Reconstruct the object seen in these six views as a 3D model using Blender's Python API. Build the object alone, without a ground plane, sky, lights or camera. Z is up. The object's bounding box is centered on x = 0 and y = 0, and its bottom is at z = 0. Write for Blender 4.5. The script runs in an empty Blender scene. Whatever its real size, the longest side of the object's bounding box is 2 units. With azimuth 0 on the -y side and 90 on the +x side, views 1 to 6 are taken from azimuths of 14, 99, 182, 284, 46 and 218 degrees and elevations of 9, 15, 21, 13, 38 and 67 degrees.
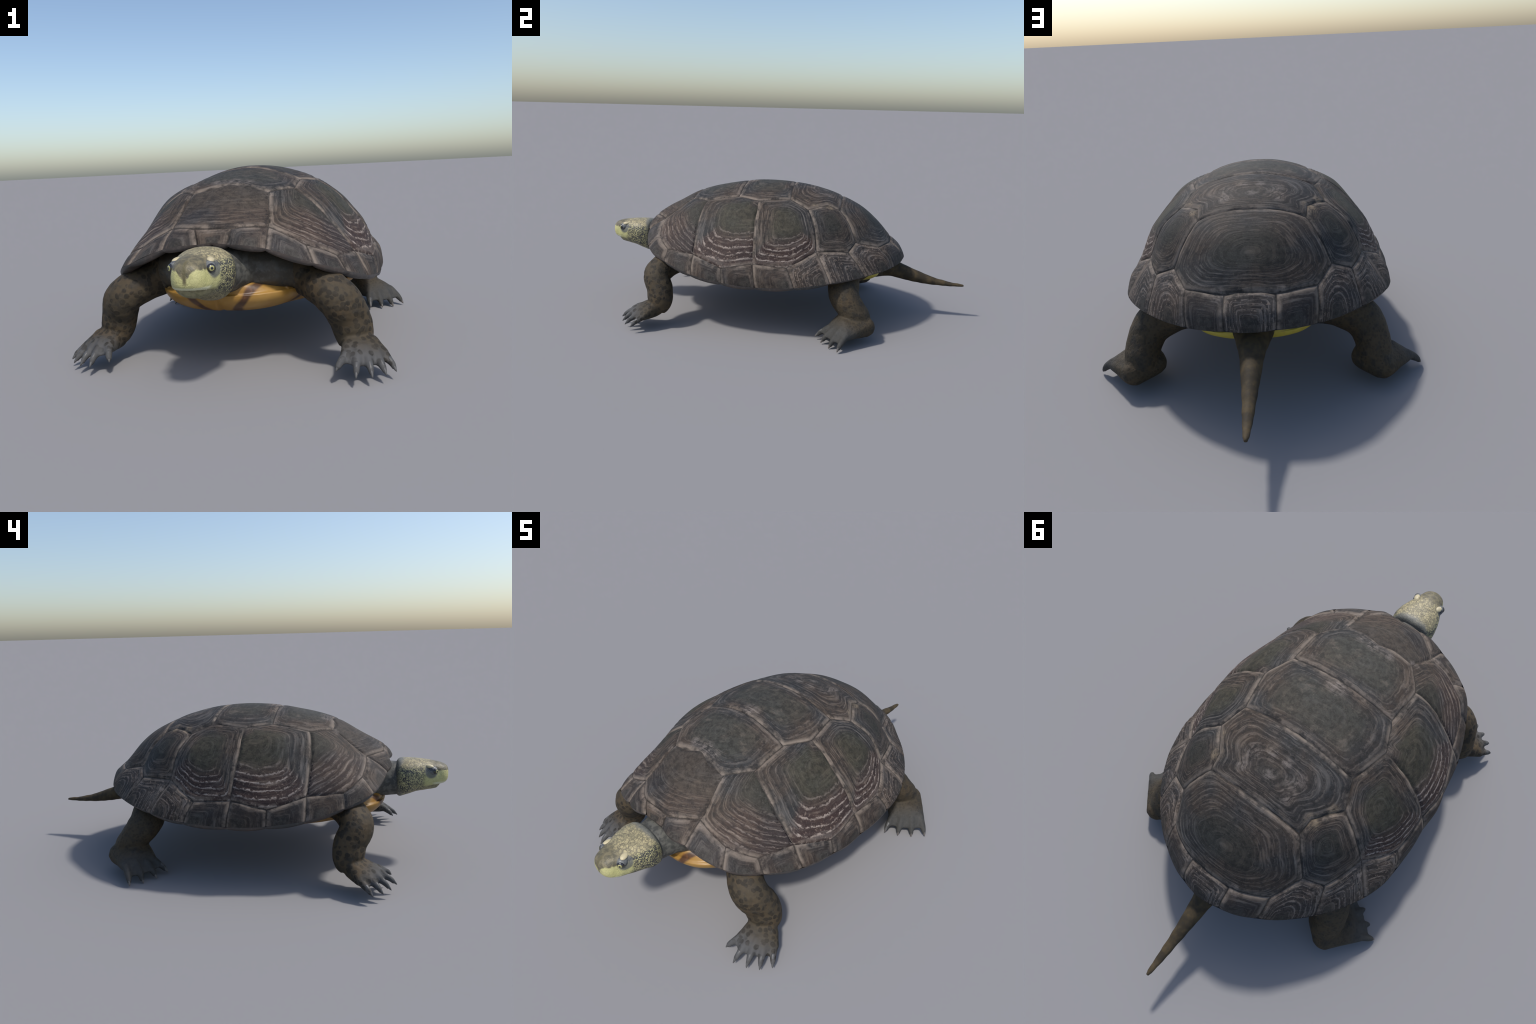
import bpy, bmesh, math, random
import numpy as np
from mathutils import Vector, noise, Matrix

random.seed(7)
np.random.seed(7)

# ---------------------------------------------------------------- node helper
class Nodes:
    def __init__(self, name):
        self.mat = bpy.data.materials.new(name)
        self.mat.use_nodes = True
        self.t = self.mat.node_tree
        self.t.nodes.clear()
        self.out = self.t.nodes.new("ShaderNodeOutputMaterial")
        self.bsdf = self.t.nodes.new("ShaderNodeBsdfPrincipled")
        self.t.links.new(self.bsdf.outputs[0], self.out.inputs[0])
        self.p = self.t.nodes.new("ShaderNodeTexCoord").outputs["Object"]

    def put(self, sock, v):
        if isinstance(v, bpy.types.NodeSocket):
            self.t.links.new(v, sock)
        elif isinstance(v, (tuple, list)) and len(v) == 3 and sock.type == "RGBA":
            sock.default_value = (*v, 1)
        else:
            sock.default_value = v

    def m(self, op, a, b=0.0, c=0.0, clamp=False):
        n = self.t.nodes.new("ShaderNodeMath")
        n.operation = op
        n.use_clamp = clamp
        for s, v in zip(n.inputs, (a, b, c)):
            self.put(s, v)
        return n.outputs[0]

    def v(self, op, a, b=(0, 0, 0)):
        n = self.t.nodes.new("ShaderNodeVectorMath")
        n.operation = op
        self.put(n.inputs[0], a)
        if op == "SCALE":
            self.put(n.inputs["Scale"], b)
        else:
            self.put(n.inputs[1], b)
        return n.outputs["Value"] if op in ("DOT_PRODUCT", "LENGTH", "DISTANCE") else n.outputs["Vector"]

    def xyz(self, p=None):
        n = self.t.nodes.new("ShaderNodeSeparateXYZ")
        self.put(n.inputs[0], p or self.p)
        return n.outputs

    def noise(self, scale, detail=3.0, rough=0.55, dist=0.0, p=None, color=False):
        n = self.t.nodes.new("ShaderNodeTexNoise")
        self.put(n.inputs["Vector"], p or self.p)
        self.put(n.inputs["Scale"], scale)
        self.put(n.inputs["Detail"], detail)
        self.put(n.inputs["Roughness"], rough)
        self.put(n.inputs["Distortion"], dist)
        return n.outputs["Color" if color else "Fac"]

    def streaks(self, w, spread, detail=3.0, rough=0.6, p=None):
        """noise drawn out along the growth rings: fast across them, slow along them"""
        n = self.t.nodes.new("ShaderNodeTexNoise")
        n.noise_dimensions = "4D"
        self.put(n.inputs["Vector"], self.v("SCALE", p or self.p, spread))
        self.put(n.inputs["W"], w)
        self.put(n.inputs["Scale"], 1.0)
        self.put(n.inputs["Detail"], detail)
        self.put(n.inputs["Roughness"], rough)
        return n.outputs["Fac"]

    def voronoi(self, scale, feature="F1", p=None, rnd=1.0, out="Distance", smooth=0.3):
        n = self.t.nodes.new("ShaderNodeTexVoronoi")
        n.feature = feature
        self.put(n.inputs["Vector"], p or self.p)
        self.put(n.inputs["Scale"], scale)
        self.put(n.inputs["Randomness"], rnd)
        if feature == "SMOOTH_F1":
            self.put(n.inputs["Smoothness"], smooth)
        return n.outputs[out]

    def step(self, x, lo, hi, a=0.0, b=1.0):
        n = self.t.nodes.new("ShaderNodeMapRange")
        n.interpolation_type = "SMOOTHSTEP"
        for s, v in zip(n.inputs, (x, lo, hi, a, b)):
            self.put(s, v)
        return n.outputs[0]

    def mix(self, f, a, b, mode="MIX"):
        n = self.t.nodes.new("ShaderNodeMix")
        n.data_type = "RGBA"
        n.blend_type = mode
        self.put(n.inputs[0], f)
        self.put(n.inputs[6], a)
        self.put(n.inputs[7], b)
        return n.outputs[2]

    def warp(self, scale, amount, detail=2.0, p=None):
        c = self.noise(scale, detail, p=p, color=True)
        d = self.v("SCALE", self.v("SUBTRACT", c, (0.5, 0.5, 0.5)), amount)
        return self.v("ADD", p or self.p, d)

    def finish(self, color, rough=0.6, height=None, strength=0.3, distance=0.004, spec=0.4):
        self.put(self.bsdf.inputs["Base Color"], color)
        self.put(self.bsdf.inputs["Roughness"], rough)
        self.put(self.bsdf.inputs["Specular IOR Level"], spec)
        if height is not None:
            b = self.t.nodes.new("ShaderNodeBump")
            self.put(b.inputs["Strength"], strength)
            self.put(b.inputs["Distance"], distance)
            self.put(b.inputs["Height"], height)
            self.t.links.new(b.outputs[0], self.bsdf.inputs["Normal"])
        return self.mat


def new_object(name, verts, faces, mats, parent=None, smooth=True, kind=None):
    me = bpy.data.meshes.new(name)
    me.from_pydata([tuple(map(float, v)) for v in verts], [], faces)
    me.update()
    for m in (mats if isinstance(mats, (list, tuple)) else [mats]):
        me.materials.append(m)
    if smooth:
        me.shade_smooth()
    ob = bpy.data.objects.new(name, me)
    bpy.context.scene.collection.objects.link(ob)
    if parent:
        ob.parent = parent
    if kind:
        ob["kind"] = kind
    return ob


def empty(name, parent=None):
    ob = bpy.data.objects.new(name, None)
    ob.empty_display_size = 0.1
    bpy.context.scene.collection.objects.link(ob)
    if parent:
        ob.parent = parent
    return ob


turtle = empty("turtle")
turtle["label"] = "walking turtle with dark ringed domed shell and pale speckled head"
turtle["category"] = "turtle"

# ================================================================= CARAPACE
# The shell is a dome seen from an inner centre: a smooth radius function over
# direction, pulled through the corners where the scutes meet (right side; the
# left side mirrors it) and through crest and flank points.
CENTRE = np.array([0, -0.03, 0.22])
AXES = np.array([0.53, 0.70, 0.49])
CORNER = dict(
    nuchal=(.065, -.716, .517), v1c1=(.175, -.639, .513), v2front=(.148, -.487, .625),
    v2side=(.225, -.389, .630), v3front=(.222, -.218, .660), v3side=(.275, -.105, .650),
    c4crown=(.205, .252, .634), v4front=(.238, .056, .660), v4side=(.278, .153, .618), v5front=(.199, .312, .607),
    v5side=(.284, .402, .461), v5rear=(.227, .520, .432), v5notch=(.087, .582, .434),
    c1front=(.301, -.629, .447), c1low=(.399, -.555, .398), c2front=(.448, -.407, .391),
    c2low=(.512, -.250, .344), c3front=(.504, -.091, .375), c3low=(.499, .077, .364),
    c4front=(.414, .213, .434), c4low=(.359, .369, .427),
    rim1=(.052, -.734, .465), rim2=(.182, -.730, .449), rim3=(.334, -.680, .390),
    rim4=(.432, -.564, .342), rim5=(.496, -.408, .297), rim6=(.522, -.245, .273),
    rim7=(.531, -.072, .264), rim8=(.533, .118, .275), rim9=(.495, .289, .300),
    rim10=(.387, .457, .316), rim11=(.221, .597, .326), rim12=(.084, .654, .337))
CREST = dict(
    rim_front=(0, -.737, .472), nuchal_mid=(0, -.712, .516), seam12=(0, -.478, .654),
    seam23=(0, -.212, .715), seam34=(0, .052, .717), seam45=(0, .315, .648),
    notch_mid=(0, .586, .447), rim_rear=(0, .668, .338))
FLANK = [(0, -.607, .584), (0, -.353, .685), (0, -.061, .721), (0, .171, .693), (0, .461, .567),
         (0, .525, .513), (.340, -.017, .600), (.394, .032, .542), (.415, -.332, .469),
         (.205, .271, .625), (.093, .495, .528), (.115, -.733, .489), (.250, -.676, .456),
         (.372, -.618, .402), (.448, -.493, .356), (.502, -.326, .319), (.533, -.173, .317),
         (.532, -.001, .318), (.518, .143, .335), (.447, .290, .365), (.374, .417, .372),
         (.234, .570, .380), (.092, .640, .388), (.294, -.491, .538), (.345, -.423, .517),
         (.335, -.233, .606), (.419, -.150, .519), (.456, -.050, .478), (.365, .163, .555),
         (.306, .306, .537), (.157, .412, .574), (.108, -.602, .563)]


def to_plane(P):
    d = (np.atleast_2d(P) - CENTRE) / AXES
    r = np.linalg.norm(d, axis=1)
    u = d / r[:, None]
    return u[:, :2] / (1 + u[:, 2:3]), r


def to_dir(q):
    k = (q ** 2).sum(1)
    return np.c_[2 * q / (1 + k)[:, None], (1 - k) / (1 + k)]


def kernel(a, b):
    r2 = ((a[:, None] - b[None]) ** 2).sum(-1)
    return 0.5 * r2 * np.log(r2 + 1e-12)


_pts = np.array(list(CORNER.values()) + list(CREST.values()) + FLANK)
_q, _r = to_plane(_pts)
_side = _q[:, 0] > 1e-6
_q = np.vstack([_q, _q[_side] * [-1, 1]])
_r = np.concatenate([_r, _r[_side]])
_n = len(_q)
_T = np.c_[np.ones(_n), _q]
_w = np.linalg.solve(np.block([[kernel(_q, _q) + 4e-4 * np.eye(_n), _T], [_T.T, np.zeros((3, 3))]]),
                     np.concatenate([_r, np.zeros(3)]))


def dome(q):
    q = np.atleast_2d(q)
    r = kernel(q, _q) @ _w[:_n] + np.c_[np.ones(len(q)), q] @ _w[_n:]
    return CENTRE + AXES * to_dir(q) * r[:, None]


def dome_normal(q, h=2e-3):
    a = dome(q + [h, 0]) - dome(q - [h, 0])
    b = dome(q + [0, h]) - dome(q - [0, h])
    n = np.cross(a, b)
    n /= np.linalg.norm(n, axis=1)[:, None]
    n *= np.sign((n * (dome(q) - CENTRE)).sum(1))[:, None]
    return n


CROSSING = dict(nuchal="nuchal_mid", v2front="seam12", v3front="seam23", v4front="seam34", v5front="seam45", v5notch="notch_mid")


def corner(name):
    if name in CREST:
        return np.array(CREST[name], float)
    if name.endswith("'"):
        return np.array(CORNER[name[:-1]]) * [-1, 1, 1]
    return np.array(CORNER[name])


def seam(a, b):
    """points of the seam from a to b, b left out: an arc in a plane through the centre"""
    swap = a > b
    lo, hi = (b, a) if swap else (a, b)
    A, B = corner(lo), corner(hi)
    n = max(4, int(math.ceil(np.linalg.norm(A - B) / 0.009)))
    if hi == lo + "'" and lo in CROSSING:                 # seam across the crest, nearly straight in plan
        M = np.array(CREST[CROSSING[lo]])
        n = 2 * n
        x = A[0] * np.linspace(1, -1, n + 1)
        y = M[1] + (A[1] - M[1]) * (x / A[0]) ** 2
        z = M[2] + (A[2] - M[2]) * (x / A[0]) ** 2
        y = y + .004 * np.array([noise.noise(Vector((abs(v) * 25, A[1] * 9, 0))) for v in x]) * (1 - (x / A[0]) ** 4)
        if lo == "v2front":
            y += .010 * np.exp(-(x / .03) ** 2) - .012 * np.exp(-((np.abs(x) - .075) / .03) ** 2)
        for _ in range(6):
            q = to_plane(np.c_[x, y, z])[0]
            z = z + (dome(q) - np.c_[x, y, z])[:, 2]
        w = ((1 + x / A[0]) / 2)[:, None] ** 6
        q = q + w * (to_plane(A)[0] - q[0]) + w[::-1] * (to_plane(B)[0] - q[-1])
        return (q[::-1] if swap else q)[:-1]
    ua, ub = (A - CENTRE) / AXES, (B - CENTRE) / AXES
    ua, ub = ua / np.linalg.norm(ua), ub / np.linalg.norm(ub)
    w = math.acos(np.clip(ua @ ub, -1, 1))
    t = np.linspace(0, 1, n + 1)[:, None]
    u = (np.sin((1 - t) * w) * ua + np.sin(t * w) * ub) / math.sin(w)
    q = u[:, :2] / (1 + u[:, 2:3])
    if not (lo.startswith("rim") and hi.startswith("rim")):
        d = q[-1] - q[0]
        s = np.array([-d[1], d[0]]) / np.linalg.norm(d)
        mid = 0.5 * (A + B)
        for i in range(1, n):
            x, y, z = dome(q[i])[0]
            k = noise.noise(Vector((abs(x) * 22, y * 22, z * 22)))
            if s[0] * mid[0] < 0 or (abs(mid[0]) < 1e-6 and s[1] < 0):
                k = -k
            q[i] += s * k * 0.005 * min(1, max(0, n - 6) / 8) * min(1, 4 * t[i, 0] * (1 - t[i, 0]) * 1.5)
    return (q[::-1] if swap else q)[:-1]


def mirrored(names):
    return [n if n in CREST else (n[:-1] if n.endswith("'") else n + "'") for n in names]


# kind, corners, areola (where the growth rings start), number of rings, look
VERTEBRALS = [
    (["nuchal'", "nuchal", "v1c1", "v2front", "v2front'", "v1c1'"], (0, -.585, .595), 9, "first"),
    (["v2front", "v2side", "v3front", "v3front'", "v2side'", "v2front'"], (0, -.35, .685), 8, "smooth"),
    (["v3front", "v3side", "v4front", "v4front'", "v3side'", "v3front'"], (0, -.06, .72), 8, "smooth"),
    (["v4front", "v4side", "c4crown", "v5front", "v5front'", "c4crown'", "v4side'", "v4front'"], (0, .22, .69), 9, "worn"),
    (["v5front", "v5side", "v5rear", "v5notch", "v5notch'", "v5rear'", "v5side'", "v5front'"], (0, .49, .54), 12, "dense"),
]
PAIRED = [
    ("costal_scute", ["v1c1", "c1front", "c1low", "c2front", "v2side", "v2front"], (.262, -.425, .600), 10, "fan"),
    ("costal_scute", ["v2side", "c2front", "c2low", "c3front", "v3side", "v3front"], (.345, -.175, .610), 9, "costal"),
    ("costal_scute", ["v3side", "c3front", "c3low", "c4front", "v4side", "v4front"], (.360, .060, .580), 9, "costal"),
    ("costal_scute", ["v4side", "c4front", "c4low", "v5side", "v5front", "c4crown"], (.285, .270, .560), 11, "dense"),
    ("marginal_scute", ["nuchal", "rim1", "rim2", "v1c1"], (.135, -.738, .462), 4, "margin"),
    ("marginal_scute", ["v1c1", "rim2", "rim3", "c1front"], (.270, -.705, .425), 4, "margin"),
    ("marginal_scute", ["c1front", "rim3", "rim4", "c1low"], (.400, -.615, .365), 4, "margin"),
    ("marginal_scute", ["c1low", "rim4", "rim5", "c2front"], (.480, -.460, .317), 4, "margin"),
    ("marginal_scute", ["c2front", "rim5", "rim6", "c2low"], (.520, -.290, .287), 4, "margin"),
    ("marginal_scute", ["c2low", "rim6", "rim7", "c3front"], (.535, -.110, .280), 4, "margin"),
    ("marginal_scute", ["c3front", "rim7", "rim8", "c3low"], (.537, .085, .290), 5, "margin"),
    ("marginal_scute", ["c3low", "rim8", "rim9", "c4front"], (.505, .255, .310), 7, "ringed"),
    ("marginal_scute", ["c4front", "rim9", "rim10", "c4low"], (.408, .430, .325), 8, "ringed"),
    ("marginal_scute", ["c4low", "rim10", "rim11", "v5rear", "v5side"], (.280, .550, .340), 8, "ringed"),
    ("marginal_scute", ["v5rear", "rim11", "rim12", "v5notch"], (.140, .638, .345), 6, "margin"),
]
SINGLE = [
    ("nuchal_scute", ["nuchal'", "nuchal", "rim1", "rim_front", "rim1'"], (0, -.738, .480), 3, "margin"),
    ("caudal_scute", ["v5notch'", "v5notch", "rim12", "rim_rear", "rim12'"], (0, .662, .350), 7, "ringed"),
]

LOOK = {  # ring contrast, streak contrast, areola size, tint of the areola, pale blotches, wine tint
    "first": (.22, .65, .25, (.056, .046, .037), .15, .10),
    "smooth": (.30, .55, .55, (.050, .049, .040), .55, .00),
    "worn": (.30, .80, .10, (.045, .042, .037), 1.0, .00),
    "dense": (.30, .75, .35, (.031, .032, .027), .15, .00),
    "costal": (1.0, .80, .40, (.046, .045, .031), .15, .90),
    "fan": (.38, .90, .22, (.044, .041, .031), .20, .55),
    "margin": (.15, .60, .25, (.050, .046, .041), .35, .15),
    "ringed": (.70, .90, .15, (.040, .037, .032), .35, .15),
}


# worn pale patches: place, radius, tan (1) or chalky (0)
WORN = [((0, -.447, .665), .055, 0), ((.06, -.44, .66), .03, 0), ((0, -.185, .715), .055, 0), ((.03, .160, .693), .028, 0),
        ((.090, .185, .680), .045, 0), ((.10, .24, .66), .035, 0), ((0, .22, .68), .03, 0), ((.212, .258, .628), .040, 1),
        ((.245, .185, .63), .030, 1), ((.105, .578, .437), .035, 0), ((.19, -.645, .50), .030, 0), ((.345, .40, .42), .035, 0),
        ((.40, .22, .44), .03, 0), ((.44, .25, .40), .035, 0), ((.38, .38, .40), .03, 0), ((.31, -.635, .44), .03, 0), ((.155, -.50, .62), .03, 0)]


def edge_planes(names, a):
    """bounding planes of a scute, outward; planes that meet at a re-entrant corner form one group"""
    edges, N = [], len(names)
    for i, n in enumerate(names):
        m = names[(i + 1) % N]
        if n.startswith("rim") and m.startswith("rim"):
            edges.append(None)
            continue
        A, B = corner(n), corner(m)
        pair = n.rstrip("'")
        if pair == m.rstrip("'") and pair in CROSSING:
            C = np.array(CREST[CROSSING[pair]])
        else:
            C = CENTRE
        k = np.cross(A - C, B - C)
        k /= np.linalg.norm(k)
        if k @ (a - C) > 0:
            k = -k
        edges.append((k, float(-k @ (a - C)), 0.5 * (A + B), C))
    groups = []
    for i, e in enumerate(edges):
        if e is None:
            continue
        if groups and edges[i - 1] is not None and i > 0:
            before, here, after = corner(names[i - 1]), corner(names[i]), corner(names[(i + 1) % N])
            k = np.cross(before - CENTRE, after - CENTRE)
            k *= -np.sign(k @ (a - CENTRE)) / np.linalg.norm(k)
            if k @ (here - CENTRE) < -.004:
                groups[-1].append(e)
                continue
        groups.append([e])
    return groups


def scute_material(kind, names, a, rings, look, seed):
    contrast, fine_c, areola, tint, blotch, wine = LOOK[look]
    g = Nodes(kind)
    p = g.v("SUBTRACT", g.p, tuple(CENTRE))
    pw = g.warp(9.0, 0.022, 3.0, p=p)
    pw_w = g.warp(24.0, 0.035, 3.0)
    gauge = edge = low = None
    groups = edge_planes(names, a)
    for grp in groups:
        gi = si = None
        for k, d, mid, C in grp:
            shift = float(-k @ (C - CENTRE))
            s = g.m("ADD", g.v("DOT_PRODUCT", pw, tuple(k)), shift)      # metres past the seam plane
            s0 = g.m("ADD", g.v("DOT_PRODUCT", p, tuple(k)), shift)
            one = g.m("MULTIPLY_ADD", s, 1 / d, 1.0)
            gi = one if gi is None else g.m("MINIMUM", gi, one)
            si = s0 if si is None else g.m("MINIMUM", si, s0)
        if grp[0][2][2] < .43 and look in ("costal", "fan"):
            low = gi if low is None else g.m("MAXIMUM", low, gi)
        gauge = gi if gauge is None else g.m("SMOOTH_MAX", gauge, gi, 0.22)
        edge = si if edge is None else g.m("MAXIMUM", edge, si)
    if low is None:
        low = gauge
    off = g.v("ADD", g.p, (seed * 1.7, seed * .9, seed * 2.3))
    n1 = g.noise(10, 4, .6, p=off)
    n2 = g.noise(48, 5, .68, p=off)
    n3 = g.noise(170, 3, .6, p=off)
    big = g.noise(5.5, 3, .55, p=off)
    grown = g.step(g.m("MULTIPLY_ADD", n1, .16, gauge), areola + .02, areola + .34)
    below = g.step(g.m("DIVIDE", low, g.m("MAXIMUM", gauge, .05)), .80, .96)
    # ground colour: slate to umber, darker pits
    base = g.mix(g.step(big, .33, .66), (.030, .031, .032), (.050, .038, .030))
    base = g.mix(g.m("MULTIPLY", g.step(n2, .56, .36), .75), base, (.020, .019, .018))
    base = g.mix(g.m("MULTIPLY", g.m("SUBTRACT", 1.0, grown), .65), base, g.mix(g.step(n2, .40, .60), tuple(.66 * v for v in tint), tuple(1.18 * v for v in tint)))
    if wine:
        base = g.mix(g.m("MULTIPLY", g.m("MULTIPLY", below, grown), wine * .8), base, g.mix(n2, (.030, .020, .020), (.060, .033, .028)))
    # growth streaks, broad and fine, pale and dark
    wb = g.m("MULTIPLY", gauge, rings * 1.5)
    wf = g.m("MULTIPLY", gauge, rings * 3.3)
    sb = g.streaks(wb, 7.0, 2.5, .6, p=off)
    sf = g.streaks(wf, 11.0, 3.0, .65, p=off)
    soft = g.m("MULTIPLY_ADD", grown, .60, .40)
    light = g.m("MULTIPLY", g.m("ADD", g.m("MULTIPLY", g.step(sb, .52, .68), .48), g.m("MULTIPLY", g.step(sf, .52, .70), .55)), soft)
    dark = g.m("MULTIPLY", g.m("ADD", g.m("MULTIPLY", g.step(sb, .47, .34), .40), g.m("MULTIPLY", g.step(sf, .46, .32), .60)), soft)
    light = g.m("MULTIPLY", light, fine_c, clamp=True)
    dark = g.m("MULTIPLY", dark, fine_c, clamp=True)
    base = g.mix(g.m("MULTIPLY", dark, .85), base, (.017, .016, .015))
    base = g.mix(g.m("MULTIPLY", light, .80), base, g.mix(g.step(big, .40, .60), (.185, .168, .154), (.225, .176, .136)))
    spot = g.m("MULTIPLY", g.step(g.noise(17, 5, .72, p=off), .53, .72), blotch * .55)
    if look == "worn":
        spot = g.m("MULTIPLY", spot, g.step(gauge, .75, .35))
    base = g.mix(spot, base, (.19, .155, .125))
    for place, rad, tan_ in WORN:
        for sx in ((1, -1) if place[0] else (1,)):
            c_ = np.array(place) * [sx, 1, 1]
            if min(np.linalg.norm(c_ - a), *(np.linalg.norm(c_ - corner(nm)) for nm in names)) > .13:
                continue
            m_ = g.step(g.v("DISTANCE", pw_w, tuple(c_)), rad, rad * .25)
            m_ = g.m("MULTIPLY", m_, g.step(g.m("ADD", g.m("MULTIPLY", sf, .5), g.m("MULTIPLY", n2, .5)), .42, .60))
            base = g.mix(g.m("MULTIPLY", m_, .6), base, (.26, .20, .13) if tan_ else (.215, .185, .165))
    # the raised yearly rings, scalloped and chipped
    r = g.m("ADD", g.m("MULTIPLY", gauge, rings), g.m("MULTIPLY", n1, 1.0))
    r = g.m("ADD", r, g.m("MULTIPLY", n2, 0.75))
    f = g.m("ABSOLUTE", g.m("SUBTRACT", g.m("FRACT", r), 0.5))
    line = g.step(f, .33, .47)
    strength = g.m("MULTIPLY_ADD", below, .85, .15) if look in ("costal", "fan") else .55
    line = g.m("MULTIPLY", g.m("MULTIPLY", line, grown), g.m("MULTIPLY", strength, g.step(n2, .36, .58)))
    line = g.m("MULTIPLY", line, contrast)
    base = g.mix(g.m("MULTIPLY", line, .9), base, g.mix(n1, (.26, .21, .175), (.35, .30, .265)))
    if look in ("costal", "ringed"):
        chips = g.m("MULTIPLY", g.m("MULTIPLY", g.step(g.noise(95, 3, .6, p=off), .58, .66), g.m("MULTIPLY", below, grown)), .45)
        base = g.mix(chips, base, (.26, .20, .16))
    # pale keratin beside the seams, dark line in them
    inset = g.m("MULTIPLY_ADD", edge, -1.0, g.m("MULTIPLY_ADD", n1, .016, -.008))
    pale = g.m("MULTIPLY", g.step(inset, -.001, .005), g.step(inset, .024, .006))
    base = g.mix(g.m("MULTIPLY", pale, g.m("MULTIPLY", g.step(g.m("MULTIPLY_ADD", n2, .35, n1), .56, .80), .62)), base, (.245, .20, .162))
    seamline = g.m("MULTIPLY_ADD", edge, -1.0, g.m("MULTIPLY_ADD", n2, .004, -.002))
    base = g.mix(g.m("MULTIPLY", g.step(seamline, .0048, .0004), .50), base, (.022, .019, .016))
    base = g.mix(g.m("MULTIPLY", g.step(n3, .52, .75), .22), base, (.15, .13, .11))
    h = g.m("ADD", g.m("MULTIPLY", line, .6), g.m("ADD", g.m("MULTIPLY", sf, .9), g.m("MULTIPLY", n3, .25)))
    return g.finish(base, g.m("MULTIPLY_ADD", n2, .2, .58), h, .35, .0035, .16)


carapace = empty("carapace", turtle)


def build_scute(kind, names, areola, rings, look, seed):
    a = np.array(areola, float)
    qa = to_plane(a)[0][0]
    loop, rimness = [], []
    for i, n in enumerate(names):
        m = names[(i + 1) % len(names)]
        e = seam(n, m)
        onrim = (n.startswith("rim") and m.startswith("rim"))
        P = dome(e)
        L = np.linalg.norm(P - corner(n), axis=1)
        L2 = np.linalg.norm(P - corner(m), axis=1)
        prev_rim = names[i - 1].startswith("rim")
        for j in range(len(e)):
            if onrim:                                    # the groove only notches the free edge
                ends = [L[j] if not (names[i - 1].startswith("rim")) else 9,
                        L2[j] if not (names[(i + 2) % len(names)].startswith("rim")) else 9]
                rimness.append(math.exp(-(min(ends) / .007) ** 2))
            else:
                rimness.append(1.0)
        loop.append(e)
    loop = np.vstack(loop)
    rimness = np.array(rimness)
    K = len(loop)
    span = np.linalg.norm(dome(loop) - dome(qa), axis=1).max()
    inner = max(8, int(span / .010))
    rho = list(np.linspace(0, .88, inner)) + [.91, .935, .955, .970, .982, .991, 1.0]
    Q = [qa] + [qa + t * (b - qa) for t in rho[1:] for b in loop]
    Q = np.array(Q)
    P, N = dome(Q), dome_normal(Q)
    planes = edge_planes(names, a)
    G = np.max([np.min([1 + (P - C) @ k / d for k, d, _, C in grp], axis=0) for grp in planes], axis=0)
    length = np.linalg.norm(dome(loop) - dome(qa), axis=1)
    T = np.concatenate([[0], np.repeat(rho[1:], K)])
    LL = np.concatenate([[length.mean()], np.tile(length, len(rho) - 1)])
    RR = np.concatenate([[0], np.tile(rimness, len(rho) - 1)])
    Bp = dome(loop)
    Bn = np.roll(Bp, -1, 0)
    keep = (rimness > .99) & (np.roll(rimness, -1) > .99)
    fine = np.vstack([Bp[keep] + t * (Bn[keep] - Bp[keep]) for t in np.linspace(0, 1, 6)[:-1]])
    dist = np.sqrt(np.array([((fine - v) ** 2).sum(1).min() for v in P]))
    RR = 1.0
    h = -0.0017 * np.exp(-(dist / .0042) ** 2) * RR
    h += .0022 * (1 - np.exp(-dist / .028)) - .0024 * np.exp(-(dist / .013) ** 2) - .0018
    h += 0.0010 * np.exp(-((dist - .013) / .008) ** 2) * RR
    amp = LOOK[look][0]
    fade = np.clip((G - LOOK[look][2]) / .2, 0, 1) * np.clip(dist / .02, 0, 1)
    for i in range(len(P)):
        x, y, z = P[i]
        w = noise.noise(Vector((abs(x) * 11 + seed, y * 11, z * 11)))
        h[i] += 0.0011 * amp * fade[i] * math.sin(2 * math.pi * (G[i] * rings + .8 * w))
        h[i] += 0.0016 * noise.noise(Vector((x * 9, y * 9, z * 9))) * min(1, dist[i] / .03)
    P = P + N * h[:, None]
    faces = [(0, 1 + k, 1 + (k + 1) % K) for k in range(K)]
    for j in range(len(rho) - 2):
        b0, b1 = 1 + j * K, 1 + (j + 1) * K
        faces += [(b0 + k, b1 + k, b1 + (k + 1) % K, b0 + (k + 1) % K) for k in range(K)]
    v0, v1, v2 = P[0], P[1], P[2]
    if np.cross(P[1] - P[0], P[2] - P[0]) @ N[0] < 0:
        faces = [f[::-1] for f in faces]
    mat = scute_material(kind, names, a, rings, look, seed)
    return new_object(kind, P, faces, mat, carapace)


seed = 0
for names, areola, rings, look in VERTEBRALS:
    seed += 1
    build_scute("vertebral_scute", names, areola, rings, look, seed)
for kind, names, areola, rings, look in PAIRED:
    seed += 1
    build_scute(kind, names, areola, rings, look, seed)
    build_scute(kind, mirrored(names), np.array(areola) * [-1, 1, 1], rings, look, seed)
for kind, names, areola, rings, look in SINGLE:
    seed += 1
    build_scute(kind, names, areola, rings, look, seed)

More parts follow.
